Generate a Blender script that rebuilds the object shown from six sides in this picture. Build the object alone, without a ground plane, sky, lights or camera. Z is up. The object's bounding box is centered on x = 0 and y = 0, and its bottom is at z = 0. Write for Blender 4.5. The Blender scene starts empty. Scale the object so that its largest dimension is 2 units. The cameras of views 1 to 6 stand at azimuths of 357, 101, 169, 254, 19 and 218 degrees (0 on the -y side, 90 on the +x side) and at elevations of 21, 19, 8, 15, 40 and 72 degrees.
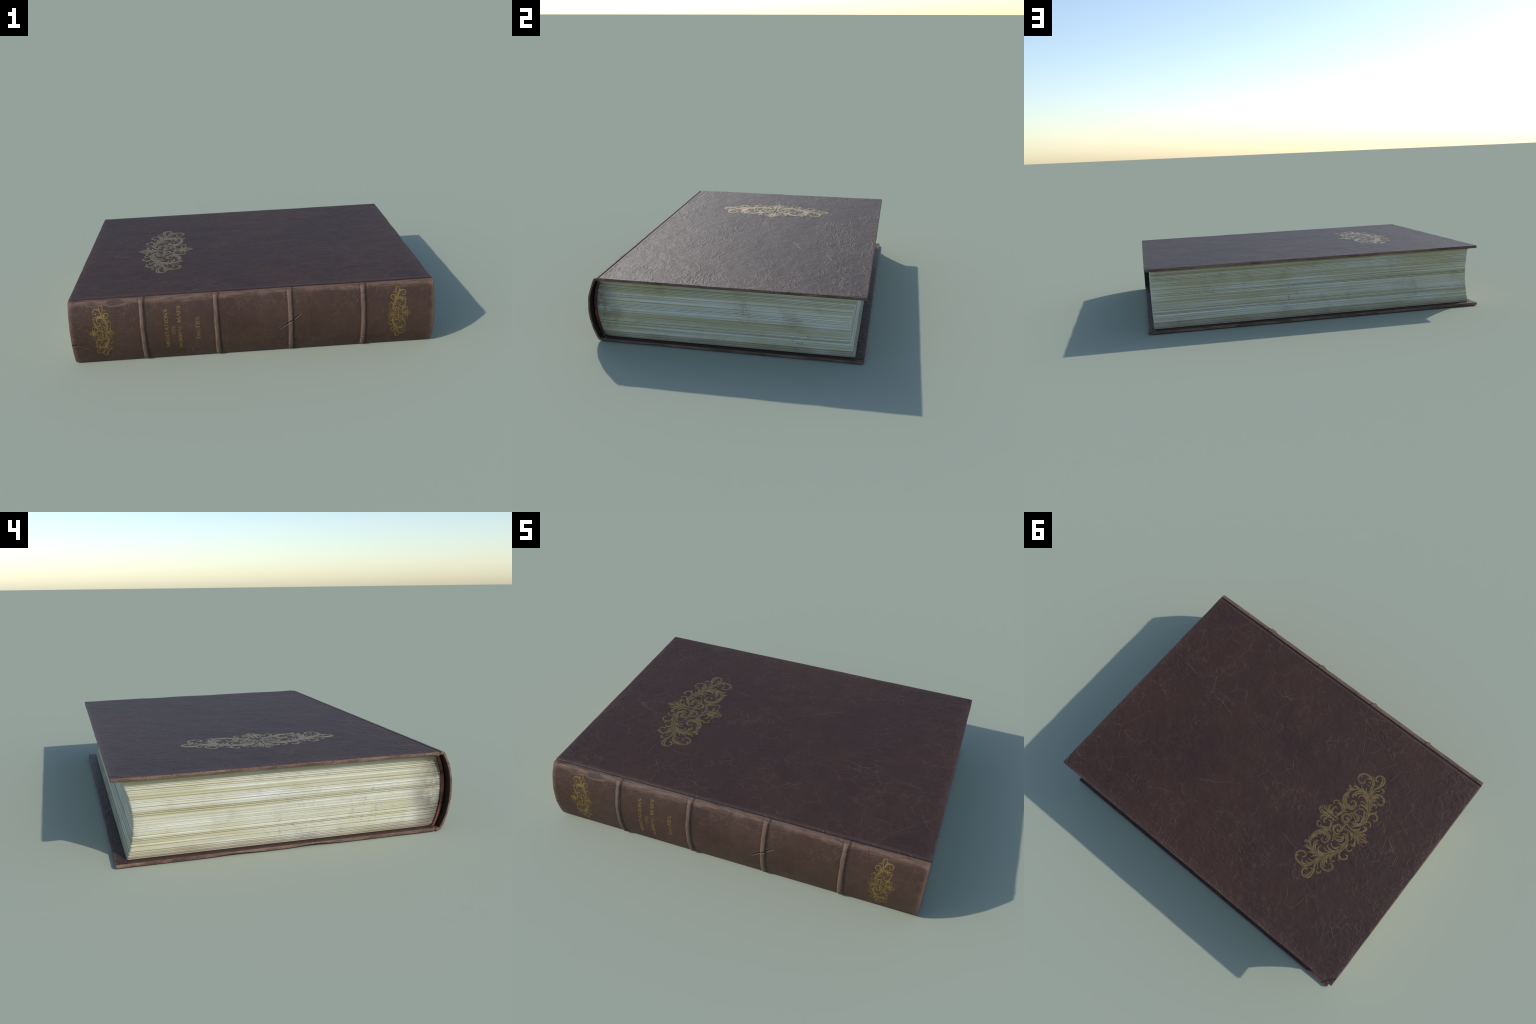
# Old leather-bound hardcover book, lying flat. Metres, z up.
import bpy, bmesh, math, random
import numpy as np
from mathutils import Vector, noise

random.seed(7)
rng = np.random.default_rng(11)
COL = bpy.context.scene.collection

# ----------------------------------------------------------------- proportions
HALF_X = 0.998          # half length of the covers along the spine
FORE_Y = 0.756          # fore edge of the covers
TOP = 0.372             # upper face of the upper board
BOARD = 0.0165          # board thickness
MID = TOP / 2
JOINT_Y = -0.675        # groove between board and spine
SHOULDER_Y = -0.690     # where the spine starts to turn
SPINE_END_Y = -0.698    # outer spine at top / bottom
SPINE_SAG = 0.049       # how far the spine bulges out at half height
BANDS = (-0.606, -0.205, 0.200, 0.602)
SLASH = ((0.141, 0.154), (0.203, 0.199), (0.257, 0.235))     # (x, z) of the cut across the third band
LONG_CREASES = (((-0.05, 0.01), (-0.29, 0.035)), ((-0.268, 0.269), (-0.395, 0.300)), ((-0.26, -0.10), (-0.29, 0.00)), ((0.86, -0.19), (0.43, -0.106)),
                ((0.206, -0.452), (0.313, -0.338)), ((0.26, 0.42), (0.51, 0.545)), ((-0.56, 0.40), (-0.62, 0.50)), ((-0.70, -0.10), (-0.86, -0.02)),
                ((0.10, 0.20), (0.30, 0.33)), ((-0.12, -0.33), (-0.22, -0.42)))      # (x, y) on the upper board


def n3(x, y, z):
    return noise.noise(Vector((x, y, z)))


def smooth(a, b, t):
    t = min(1.0, max(0.0, (t - a) / (b - a)))
    return t * t * (3 - 2 * t)


def seg_dist(p, a, b):
    px, py = p[0] - a[0], p[1] - a[1]
    dx, dy = b[0] - a[0], b[1] - a[1]
    t = max(0.0, min(1.0, (px * dx + py * dy) / (dx * dx + dy * dy)))
    return math.hypot(px - t * dx, py - t * dy), t


# ----------------------------------------------------------------- node helpers
class Nodes:
    """Small expression builder for shader node trees."""

    def __init__(self, name):
        self.mat = bpy.data.materials.new(name)
        self.mat.use_nodes = True
        self.t = self.mat.node_tree
        self.t.nodes.clear()
        self.out = self.t.nodes.new('ShaderNodeOutputMaterial')
        self.bsdf = self.t.nodes.new('ShaderNodeBsdfPrincipled')
        self.t.links.new(self.bsdf.outputs[0], self.out.inputs[0])
        self.co = self.t.nodes.new('ShaderNodeTexCoord').outputs['Object']
        s = self.t.nodes.new('ShaderNodeSeparateXYZ')
        self.t.links.new(self.co, s.inputs[0])
        self.x, self.y, self.z = s.outputs
        g = self.t.nodes.new('ShaderNodeNewGeometry')
        ns = self.t.nodes.new('ShaderNodeSeparateXYZ')
        self.t.links.new(g.outputs['True Normal'], ns.inputs[0])
        self.nx, self.ny, self.nz = ns.outputs
        self.point = g.outputs['Pointiness']

    def put(self, v, sock):
        if isinstance(v, bpy.types.NodeSocket):
            self.t.links.new(v, sock)
        elif isinstance(v, (tuple, list)) and sock.type == 'RGBA':
            sock.default_value = (*v, 1) if len(v) == 3 else v
        else:
            sock.default_value = v

    def m(self, op, a, b=0.0, c=0.0, clamp=False):
        n = self.t.nodes.new('ShaderNodeMath')
        n.operation = op
        n.use_clamp = clamp
        for v, s in zip((a, b, c), n.inputs):
            self.put(v, s)
        return n.outputs[0]

    def add(self, a, b): return self.m('ADD', a, b)
    def sub(self, a, b): return self.m('SUBTRACT', a, b)
    def mul(self, a, b): return self.m('MULTIPLY', a, b)
    def absv(self, a): return self.m('ABSOLUTE', a)
    def mx(self, a, b): return self.m('MAXIMUM', a, b)
    def mn(self, a, b): return self.m('MINIMUM', a, b)

    def ramp(self, v, a, b, lo=0.0, hi=1.0):
        n = self.t.nodes.new('ShaderNodeMapRange')
        n.interpolation_type = 'SMOOTHSTEP'
        self.put(v, n.inputs[0])
        if a > b:
            a, b, lo, hi = b, a, hi, lo
        for i, q in zip((1, 2, 3, 4), (a, b, lo, hi)):
            n.inputs[i].default_value = q
        return n.outputs[0]

    def vec(self, loc=(0, 0, 0), rot=(0, 0, 0), scale=(1, 1, 1), src=None):
        n = self.t.nodes.new('ShaderNodeMapping')
        self.put(src or self.co, n.inputs[0])
        n.inputs['Location'].default_value = loc
        n.inputs['Rotation'].default_value = rot
        n.inputs['Scale'].default_value = scale
        return n.outputs[0]

    def noise(self, scale, detail=3, rough=0.5, vec=None, dist=0.0, color=False):
        n = self.t.nodes.new('ShaderNodeTexNoise')
        self.put(vec or self.co, n.inputs['Vector'])
        n.inputs['Scale'].default_value = scale
        n.inputs['Detail'].default_value = detail
        n.inputs['Roughness'].default_value = rough
        n.inputs['Distortion'].default_value = dist
        return n.outputs['Color' if color else 'Fac']

    def warp(self, vec, scale, amount, detail=2):
        c = self.noise(scale, detail, 0.5, vec, color=True)
        n = self.t.nodes.new('ShaderNodeVectorMath')
        n.operation = 'MULTIPLY_ADD'
        self.put(c, n.inputs[0])
        n.inputs[1].default_value = (amount,) * 3
        self.put(vec, n.inputs[2])
        return n.outputs[0]

    def cracks(self, scale, vec, width):
        """1 on the borders of warped Voronoi cells, falling to 0 inside them."""
        n = self.t.nodes.new('ShaderNodeTexVoronoi')
        n.feature = 'DISTANCE_TO_EDGE'
        self.put(vec, n.inputs['Vector'])
        n.inputs['Scale'].default_value = scale
        return self.ramp(n.outputs['Distance'], width, 0.0)

    def mix(self, f, a, b, mode='MIX'):
        n = self.t.nodes.new('ShaderNodeMix')
        n.data_type = 'RGBA'
        n.blend_type = mode
        self.put(f, n.inputs[0])
        self.put(a, n.inputs[6])
        self.put(b, n.inputs[7])
        return n.outputs[2]

    def bump(self, h, strength, distance, normal=None):
        n = self.t.nodes.new('ShaderNodeBump')
        n.inputs['Strength'].default_value = strength
        n.inputs['Distance'].default_value = distance
        self.put(h, n.inputs['Height'])
        if normal is not None:
            self.put(normal, n.inputs['Normal'])
        return n.outputs[0]

    def seg(self, p, q, a, b):
        """Distance of the point (p, q) from the straight line a-b."""
        dx, dy = b[0] - a[0], b[1] - a[1]
        px, py = self.sub(p, a[0]), self.sub(q, a[1])
        t = self.m('DIVIDE', self.add(self.mul(px, dx), self.mul(py, dy)), dx * dx + dy * dy, clamp=True)
        ex, ey = self.sub(px, self.mul(t, dx)), self.sub(py, self.mul(t, dy))
        return self.m('SQRT', self.add(self.mul(ex, ex), self.mul(ey, ey)))

    def finish(self, color, rough, normal=None, spec=0.5, metal=0.0):
        self.put(color, self.bsdf.inputs['Base Color'])
        self.put(rough, self.bsdf.inputs['Roughness'])
        self.put(metal, self.bsdf.inputs['Metallic'])
        self.put(spec, self.bsdf.inputs['Specular IOR Level'])
        if normal is not None:
            self.put(normal, self.bsdf.inputs['Normal'])
        return self.mat


# ----------------------------------------------------------------- materials
def cover_leather():
    k = Nodes('cover_leather')
    big = k.noise(2.3, 4, 0.55)
    mid = k.noise(9, 5, 0.6, k.vec(loc=(3, 1, 0)))
    col = k.mix(k.ramp(big, 0.35, 0.68), (0.0405, 0.0200, 0.0165), (0.0500, 0.0235, 0.0170))
    col = k.mix(k.ramp(mid, 0.45, 0.75, 0, 0.45), col, (0.058, 0.0270, 0.0175))
    col = k.mix(k.ramp(k.noise(14, 4, 0.6, k.vec(loc=(9, 4, 2))), 0.52, 0.75, 0, 0.28), col, (0.026, 0.0160, 0.0165))
    # distances from the board edges
    ex = k.sub(HALF_X, k.absv(k.x))
    ey = k.sub(FORE_Y, k.y)
    es = k.sub(k.y, JOINT_Y)
    edge = k.mn(ex, ey)
    # three families of creases: a wide net, a tight net near the rims, long pulled scratches
    w1 = k.warp(k.warp(k.vec(), 5, 0.11), 26, 0.02)
    w2 = k.warp(k.warp(k.vec(loc=(5, 2, 1)), 11, 0.055), 60, 0.012)
    w3 = k.warp(k.vec(rot=(0, 0, 0.55), scale=(1.0, 4.2, 1)), 4, 0.20, 4)
    patch1 = k.ramp(k.noise(2.6, 3, 0.6, k.vec(loc=(1, 7, 3))), 0.42, 0.58)
    patch2 = k.mx(k.ramp(k.noise(4.2, 3, 0.6, k.vec(loc=(4, 1, 8))), 0.52, 0.66), k.ramp(edge, 0.16, 0.01))
    patch3 = k.ramp(k.noise(3.3, 3, 0.6, k.vec(loc=(8, 8, 1))), 0.47, 0.64)
    thin = k.ramp(k.noise(30, 2), 0.35, 0.6, 0.25, 1.0)
    net1 = k.mul(k.mul(k.cracks(8.5, w1, 0.032), patch1), thin)
    net2 = k.mul(k.mul(k.cracks(25, w2, 0.060), patch2), thin)
    net3 = k.mul(k.mul(k.cracks(5.5, w3, 0.028), patch3), thin)
    crease = k.m('ADD', k.mul(net1, 0.75), k.add(k.mul(net2, 0.8), k.mul(net3, 0.75)), clamp=True)
    col = k.mix(k.mul(crease, 0.46), col, (0.120, 0.070, 0.050))
    long = None
    wx = k.add(k.x, k.mul(k.sub(k.noise(11, 3, 0.6, k.vec(loc=(4, 4, 4))), 0.5), 0.05))
    wy = k.add(k.y, k.mul(k.sub(k.noise(11, 3, 0.6), 0.5), 0.05))
    for a, b in LONG_CREASES:
        d = k.ramp(k.seg(wx, wy, a, b), 0.0052, 0.0008)
        long = d if long is None else k.mx(long, d)
    long = k.mul(long, k.ramp(k.noise(9, 2, 0.5, k.vec(loc=(2, 6, 2))), 0.38, 0.58, 0.15, 1.0))
    col = k.mix(k.mul(long, 0.42), col, (0.125, 0.075, 0.058))
    fibre = k.noise(1, 5, 0.65, k.warp(k.vec(rot=(0, 0, 0.5), scale=(16, 60, 60)), 3, 0.8))
    col = k.mix(k.ramp(fibre, 0.56, 0.78, 0, 0.34), col, (0.098, 0.056, 0.044))
    # rubbed rims
    ragged = k.add(edge, k.mul(k.sub(k.noise(22, 4, 0.7), 0.5), 0.034))
    col = k.mix(k.ramp(ragged, 0.013, -0.004, 0, 0.80), col, (0.135, 0.083, 0.066))
    col = k.mix(k.ramp(k.add(edge, k.mul(k.sub(k.noise(7, 4), 0.5), 0.09)), 0.06, 0.0, 0, 0.35), col, (0.075, 0.041, 0.034))
    # board sides: bare brown leather with dark smears
    side = k.ramp(k.absv(k.nz), 0.8, 0.45)
    smear = k.noise(7, 5, 0.65, k.vec(scale=(1, 1, 5)))
    bare = k.mix(k.ramp(smear, 0.36, 0.62), (0.085, 0.049, 0.036), (0.215, 0.130, 0.091))
    bare = k.mix(k.ramp(k.noise(34, 4, 0.6), 0.50, 0.72, 0, 0.6), bare, (0.13, 0.085, 0.066))
    col = k.mix(side, col, bare)
    # pale ridge and dark pressed line along the joint
    lip = k.mul(k.ramp(es, 0.006, 0.009), k.ramp(k.add(es, k.mul(k.sub(k.noise(8, 4, 0.6), 0.5), 0.022)), 0.026, 0.010))
    col = k.mix(k.mul(lip, 0.5), col, (0.090, 0.055, 0.043))
    col = k.mix(k.ramp(es, 0.0080, 0.0010, 0, 0.85), col, (0.016, 0.009, 0.009))
    # folded corners
    fold = None
    for sx, a, b in ((1, (0.994, 0.694), (0.972, 0.756)), (-1, (0.998, 0.708), (0.952, 0.757)), (1, (0.985, 0.715), (0.968, 0.745))):
        d = k.seg(k.mul(k.x, sx), k.add(k.y, k.mul(k.sub(k.noise(30), 0.5), 0.012)), a, b)
        d = k.ramp(d, 0.0042, 0.0006)
        d = k.mul(d, k.m('GREATER_THAN', k.mul(k.x, sx), 0))
        fold = d if fold is None else k.mx(fold, d)
    fold = k.mul(fold, k.ramp(k.nz, 0.5, 0.8))
    col = k.mix(k.mul(fold, 0.8), col, (0.010, 0.007, 0.009))
    # relief
    grain = k.noise(150, 4, 0.6)
    pebble = k.noise(42, 4, 0.62, k.warp(k.vec(), 8, 0.1))
    h = k.add(k.mul(grain, 0.12), k.mul(pebble, 0.45))
    h = k.add(h, k.mul(k.noise(16, 4, 0.6, k.warp(k.vec(), 6, 0.2)), 0.75))
    h = k.add(h, k.mul(k.noise(6.5, 2, 0.5, k.warp(k.vec(loc=(3, 5, 1)), 4, 0.25)), 1.3))
    # crumpled clusters: ridged noise pulled along the hide, only in patches
    for loc, rot, sc, amt in (((2, 9, 4), 0.7, (9, 26, 20), 0.95), ((6, 1, 7), -0.9, (12, 30, 20), 0.75)):
        rid = k.noise(1, 3, 0.55, k.warp(k.vec(loc=loc, rot=(0, 0, rot), scale=sc), 0.35, 2.2))
        rid = k.ramp(k.absv(k.sub(rid, 0.5)), 0.10, 0.0)
        where = k.ramp(k.noise(3.6, 4, 0.6, k.vec(loc=loc)), 0.51, 0.68)
        h = k.add(h, k.mul(k.mul(rid, where), amt * 0.38))
    h = k.add(h, k.mul(crease, 0.26))
    h = k.add(h, k.mul(long, 0.40))
    h = k.add(h, k.mul(fibre, 0.16))
    h = k.sub(h, k.mul(fold, 0.8))
    nrm = k.bump(h, 0.80, 0.0050)
    rough = k.add(0.54, k.mul(k.sub(k.noise(20, 4), 0.5), 0.10))
    return k.finish(col, rough, nrm, 0.28)


def spine_leather(band=False):
    k = Nodes('raised_band_leather' if band else 'spine_leather')
    big = k.noise(4.0, 4, 0.6, k.vec(loc=(2, 0, 5)))
    col = k.mix(k.ramp(big, 0.38, 0.66), (0.058, 0.0320, 0.0235), (0.048, 0.0240, 0.0175))
    col = k.mix(k.ramp(k.noise(13, 5, 0.6), 0.48, 0.72, 0, 0.6), col, (0.070, 0.038, 0.022))
    col = k.mix(k.ramp(k.noise(70, 4, 0.7), 0.45, 0.75, 0, 0.25), col, (0.078, 0.047, 0.033))
    w1 = k.warp(k.warp(k.vec(), 9, 0.06), 50, 0.012)
    w2 = k.warp(k.warp(k.vec(loc=(3, 3, 3)), 14, 0.06), 60, 0.02)
    w3 = k.warp(k.vec(rot=(0, 0.9, 0), scale=(1, 1, 3.2)), 7, 0.15, 4)
    thin = k.ramp(k.noise(34, 2), 0.33, 0.6, 0.2, 1.0)
    rim = k.m('MINIMUM', k.sub(TOP, k.z), k.z)
    near = k.ramp(rim, 0.15, 0.02, 0.25, 1.0)
    net1 = k.mul(k.cracks(24, w1, 0.070), k.mul(k.ramp(k.noise(5, 2, 0.5, k.vec(loc=(7, 0, 0))), 0.40, 0.60), near))
    net2 = k.mul(k.cracks(48, w2, 0.08), k.mul(k.ramp(k.noise(6, 3), 0.42, 0.62), 0.8))
    net3 = k.mul(k.cracks(11, w3, 0.06), k.ramp(k.noise(5, 3, 0.5, k.vec(loc=(0, 0, 9))), 0.42, 0.6))
    crease = k.mul(k.m('ADD', net1, k.add(net2, k.mul(net3, 0.8)), clamp=True), thin)
    col = k.mix(k.mul(crease, 0.34), col, (0.140, 0.083, 0.057))
    # rubbed shoulder, foot and ends
    wob = k.mul(k.sub(k.noise(9, 5, 0.65, k.vec(scale=(1, 2, 2))), 0.5), 0.07)
    top = k.ramp(k.add(k.z, wob), TOP - 0.036, TOP - 0.006)
    blot = k.ramp(k.noise(11, 5, 0.68, k.vec(scale=(1, 7, 7))), 0.30, 0.56)
    col = k.mix(k.mul(top, k.mul(blot, 0.80)), col, (0.172, 0.105, 0.076))
    foot = k.ramp(k.add(k.z, k.mul(wob, 0.6)), 0.030, 0.0, 0, 0.5)
    col = k.mix(foot, col, (0.085, 0.057, 0.042))
    ends = k.add(k.sub(HALF_X, k.absv(k.x)), k.mul(k.sub(k.noise(25, 4, 0.7), 0.5), 0.05))
    col = k.mix(k.ramp(ends, 0.032, 0.0, 0, 0.70), col, (0.165, 0.102, 0.074))
    # shadow line painted beside each band, deeper on the side away from sun
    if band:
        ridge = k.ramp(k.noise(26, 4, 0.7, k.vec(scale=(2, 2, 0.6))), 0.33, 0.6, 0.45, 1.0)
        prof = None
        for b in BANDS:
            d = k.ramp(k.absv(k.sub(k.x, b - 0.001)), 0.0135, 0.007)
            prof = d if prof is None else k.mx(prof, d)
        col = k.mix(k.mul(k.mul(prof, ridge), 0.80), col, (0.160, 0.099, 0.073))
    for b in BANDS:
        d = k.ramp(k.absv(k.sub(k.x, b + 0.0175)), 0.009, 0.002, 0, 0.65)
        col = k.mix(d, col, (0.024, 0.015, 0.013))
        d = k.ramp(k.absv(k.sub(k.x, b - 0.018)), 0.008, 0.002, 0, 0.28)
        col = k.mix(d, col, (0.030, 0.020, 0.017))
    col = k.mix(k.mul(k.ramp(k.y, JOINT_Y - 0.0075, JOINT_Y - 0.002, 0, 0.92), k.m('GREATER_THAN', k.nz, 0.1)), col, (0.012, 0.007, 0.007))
    # cut across the third band: dark bottom, pale lip
    cut = None
    for a, b in zip(SLASH[:-1], SLASH[1:]):
        d = k.seg(k.x, k.z, a, b)
        cut = d if cut is None else k.mn(cut, d)
    col = k.mix(k.ramp(cut, 0.0085, 0.0045, 0, 0.30), col, (0.15, 0.092, 0.068))
    col = k.mix(k.mul(k.ramp(cut, 0.0050, 0.0020, 0, 0.9), k.ramp(k.absv(k.sub(k.x, 0.2)), 0.070, 0.018, 0.35, 1.0)), col, (0.018, 0.011, 0.010))
    # tear at the left foot
    zz = k.add(k.z, k.mul(k.sub(k.noise(40), 0.5), 0.012))
    tear = k.ramp(k.seg(k.x, zz, (-1.0, 0.134), (-0.972, 0.128)), 0.0055, 0.0015)
    tear = k.mx(tear, k.mul(k.ramp(k.seg(k.x, zz, (-0.98, 0.131), (-0.90, 0.131)), 0.0035, 0.001), 0.6))
    col = k.mix(k.mul(tear, 0.85), col, (0.016, 0.010, 0.010))
    # old scuff under the left shoulder
    ux, uz = k.m('DIVIDE', k.sub(k.x, -0.745), 0.062), k.m('DIVIDE', k.sub(k.z, 0.357), 0.0165)
    rr = k.m('SQRT', k.add(k.mul(ux, ux), k.mul(uz, uz)))
    rr = k.add(rr, k.mul(k.sub(k.noise(16, 4, 0.6), 0.5), 1.1))
    ring = k.mul(k.ramp(rr, 0.75, 1.0), k.ramp(rr, 1.45, 1.1))
    col = k.mix(k.mul(k.mul(ring, k.ramp(uz, 0.3, -0.5)), 0.6), col, (0.165, 0.103, 0.076))
    col = k.mix(k.ramp(rr, 0.95, 0.6, 0, 0.7), col, (0.062, 0.037, 0.036))
    # bare ends of the shell
    side = k.ramp(k.absv(k.nx), 0.55, 0.85)
    bare = k.mix(k.ramp(k.noise(22, 4, 0.6), 0.4, 0.65), (0.115, 0.074, 0.054), (0.220, 0.150, 0.110))
    col = k.mix(side, col, bare)
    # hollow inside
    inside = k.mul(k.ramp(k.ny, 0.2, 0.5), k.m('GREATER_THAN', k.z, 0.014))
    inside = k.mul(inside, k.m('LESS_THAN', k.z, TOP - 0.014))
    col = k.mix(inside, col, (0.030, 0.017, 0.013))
    h = k.add(k.mul(k.noise(120, 4, 0.6), 0.25), k.mul(k.noise(45, 4, 0.6), 0.45))
    h = k.add(h, k.mul(k.noise(18, 3, 0.6), 0.4))
    h = k.add(h, k.mul(crease, 0.5))
    h = k.sub(h, k.mul(tear, 0.9))
    nrm = k.bump(h, 0.6, 0.0030)
    rough = k.add(0.58, k.mul(k.sub(k.noise(20, 4), 0.5), 0.16))
    return k.finish(col, rough, nrm, 0.24)


def page_paper(groove=False):
    k = Nodes('page_groove' if groove else 'aged_page_edges')
    # sheets: thin streaks that run along the edges, stacked in z
    wv = k.add(k.z, k.mul(k.sub(k.noise(1.3, 1), 0.5), 0.006))
    cv = k.t.nodes.new('ShaderNodeCombineXYZ')
    k.put(k.mul(k.x, 0.45), cv.inputs[0])
    k.put(k.mul(k.y, 0.45), cv.inputs[1])
    k.put(k.mul(wv, 44), cv.inputs[2])
    broad = k.noise(1.0, 3, 0.55, cv.outputs[0])
    fine = k.noise(2.2, 3, 0.5, k.vec(src=cv.outputs[0], scale=(0.6, 0.6, 1)))
    sheet = k.noise(7.0, 2, 0.5, k.vec(src=cv.outputs[0], scale=(0.3, 0.3, 1)))
    col = k.mix(k.ramp(broad, 0.36, 0.62), (0.48, 0.45, 0.305), (0.62, 0.60, 0.49))
    col = k.mix(k.ramp(fine, 0.54, 0.70, 0, 0.85), col, (0.73, 0.735, 0.69))
    col = k.mix(k.ramp(fine, 0.45, 0.33, 0, 0.60), col, (0.39, 0.335, 0.165))
    col = k.mix(k.ramp(sheet, 0.40, 0.28, 0, 0.25), col, (0.30, 0.25, 0.12))
    # bleached cloudy areas
    cloud = k.ramp(k.noise(2.6, 3, 0.55, k.vec(loc=(2, 5, 1), scale=(1, 1, 3.5))), 0.55, 0.72, 0, 0.45)
    col = k.mix(k.mul(cloud, k.ramp(broad, 0.35, 0.6)), col, (0.70, 0.73, 0.77))
    yellow = k.ramp(k.noise(2.2, 3, 0.55, k.vec(loc=(7, 1, 4), scale=(1, 1, 3))), 0.52, 0.7, 0, 0.45)
    col = k.mix(yellow, col, (0.46, 0.42, 0.22))
    # mildew: soft blots, thickest beside the spine, sprinkled elsewhere
    speck = k.noise(60, 5, 0.72, k.vec(scale=(1, 1, 0.8)))
    smut = k.noise(9, 5, 0.65)
    spine_side = k.ramp(k.add(k.y, k.mul(k.sub(k.noise(6, 3), 0.5), 0.16)), -0.52, -0.70)
    col = k.mix(k.mul(spine_side, k.ramp(smut, 0.30, 0.60, 0.30, 0.92)), col, (0.135, 0.120, 0.098))
    spots = k.mul(k.ramp(speck, 0.60, 0.70), k.ramp(k.noise(3.4, 3, 0.6, k.vec(loc=(3, 3, 0))), 0.53, 0.66))
    for c, r in (((0.963, 0.137, 0.205), 0.10), ((0.963, 0.411, 0.09), 0.12), ((-0.963, -0.02, 0.105), 0.26), ((-0.963, -0.36, 0.13), 0.24),
                 ((0.62, 0.70, 0.23), 0.13), ((0.16, 0.69, 0.15), 0.11), ((0.58, 0.71, 0.32), 0.08)):
        v = k.t.nodes.new('ShaderNodeVectorMath')
        v.operation = 'DISTANCE'
        k.put(k.co, v.inputs[0])
        v.inputs[1].default_value = c
        near = k.ramp(v.outputs['Value'], r, r * 0.15)
        spots = k.mx(spots, k.mul(k.mul(near, 0.6 if c[0] < -0.9 else 1.0), k.ramp(speck, 0.54, 0.66)))
        col = k.mix(k.mul(near, k.ramp(smut, 0.45, 0.65, 0, 0.18)), col, (0.27, 0.26, 0.21))
    col = k.mix(k.mul(spots, 0.55), col, (0.115, 0.115, 0.105))
    dirt = k.mul(k.ramp(k.noise(5.5, 5, 0.65, k.vec(loc=(1, 2, 9))), 0.52, 0.72), 0.34)
    col = k.mix(dirt, col, (0.25, 0.23, 0.155))
    # grime low on the block; darker olive tint along its top
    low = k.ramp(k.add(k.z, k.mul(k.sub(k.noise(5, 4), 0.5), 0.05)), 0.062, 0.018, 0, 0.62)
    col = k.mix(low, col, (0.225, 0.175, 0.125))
    high = k.ramp(k.add(k.z, k.mul(k.sub(k.noise(5, 4), 0.5), 0.03)), TOP - 0.055, TOP - 0.020, 0, 0.38)
    col = k.mix(high, col, (0.33, 0.30, 0.18))
    # darker olive tint on the seams between gatherings
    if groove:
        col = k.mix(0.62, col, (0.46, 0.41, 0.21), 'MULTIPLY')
    h = k.add(k.mul(fine, 0.9), k.mul(sheet, 0.2))
    nrm = k.bump(h, 0.5, 0.0035)
    return k.finish(col, 0.78, nrm, 0.25)


def lining_cloth():
    k = Nodes('red_spine_lining')
    patch = k.noise(9, 4, 0.6, k.vec(scale=(1, 1, 1.6)))
    col = k.mix(k.ramp(patch, 0.40, 0.60), (0.060, 0.024, 0.019), (0.190, 0.058, 0.041))
    nrm = k.bump(k.noise(160, 3), 0.4, 0.002)
    return k.finish(col, 0.7, nrm, 0.3)


def gold_leaf(name, tone, dark, metal, sheen=False):
    k = Nodes(name)
    worn = k.noise(38, 4, 0.65)
    col = k.mix(k.ramp(worn, 0.40, 0.62), dark, tone)
    if sheen:      # base colour paled at grazing angles for the silvery sky reflection
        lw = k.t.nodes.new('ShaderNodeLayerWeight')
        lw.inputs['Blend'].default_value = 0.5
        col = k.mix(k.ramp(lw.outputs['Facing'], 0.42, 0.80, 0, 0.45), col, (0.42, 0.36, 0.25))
    nrm = k.bump(k.add(k.noise(160, 3), k.mul(k.noise(40, 3), 0.6)), 0.30, 0.0014)
    return k.finish(col, 0.47, nrm, 0.6, metal)


# ----------------------------------------------------------------- mesh helpers
def mesh_object(name, verts, faces, mat, parent=None, smooth_shade=True):
    me = bpy.data.meshes.new(name)
    me.from_pydata([tuple(map(float, v)) for v in verts], [], faces)
    me.materials.append(mat)
    if smooth_shade:
        me.polygons.foreach_set('use_smooth', [True] * len(me.polygons))
    me.update()
    ob = bpy.data.objects.new(name, me)
    COL.objects.link(ob)
    ob.parent = parent
    return ob


def fix_normals(ob):
    bm = bmesh.new()
    bm.from_mesh(ob.data)
    bmesh.ops.recalc_face_normals(bm, faces=bm.faces)
    bm.to_mesh(ob.data)
    bm.free()


# ----------------------------------------------------------------- shape rules
def spine_y(z):
    """Outer face of the spine: a shallow bow."""
    s = (z - MID) / MID
    return SPINE_END_Y - SPINE_SAG * (1 - abs(s) ** 2.15)


def cover_relief(x, y):
    """Gentle unevenness of the upper board, shared by the gilding on it."""
    return 0.0009 * n3(x * 3.1, y * 3.1, 4.2) + 0.0005 * n3(x * 9, y * 9, 1.1)


def cut_depth(x, z):
    """Signed height of the slash, the tear and small nicks on the spine."""
    h = 0.0
    if 0.12 < x < 0.28 and 0.13 < z < 0.26:
        wob = 0.0015 * n3(x * 60, z * 60, 0)
        d = min(seg_dist((x, z + wob), a, b)[0] for a, b in zip(SLASH[:-1], SLASH[1:]))
        h += -0.0055 * (1 - 0.6 * smooth(0.02, 0.06, abs(x - 0.2))) * math.exp(-(d / 0.0032) ** 2) + 0.0022 * math.exp(-((d - 0.0068) / 0.003) ** 2)
    if x < -0.89 and 0.09 < z < 0.17:
        wob = 0.004 * n3(x * 40, z * 40, 3)
        d, t = seg_dist((x, z + wob), (-1.0, 0.134), (-0.965, 0.128))
        h += -0.0035 * math.exp(-(d / 0.0030) ** 2)
    return h


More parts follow.
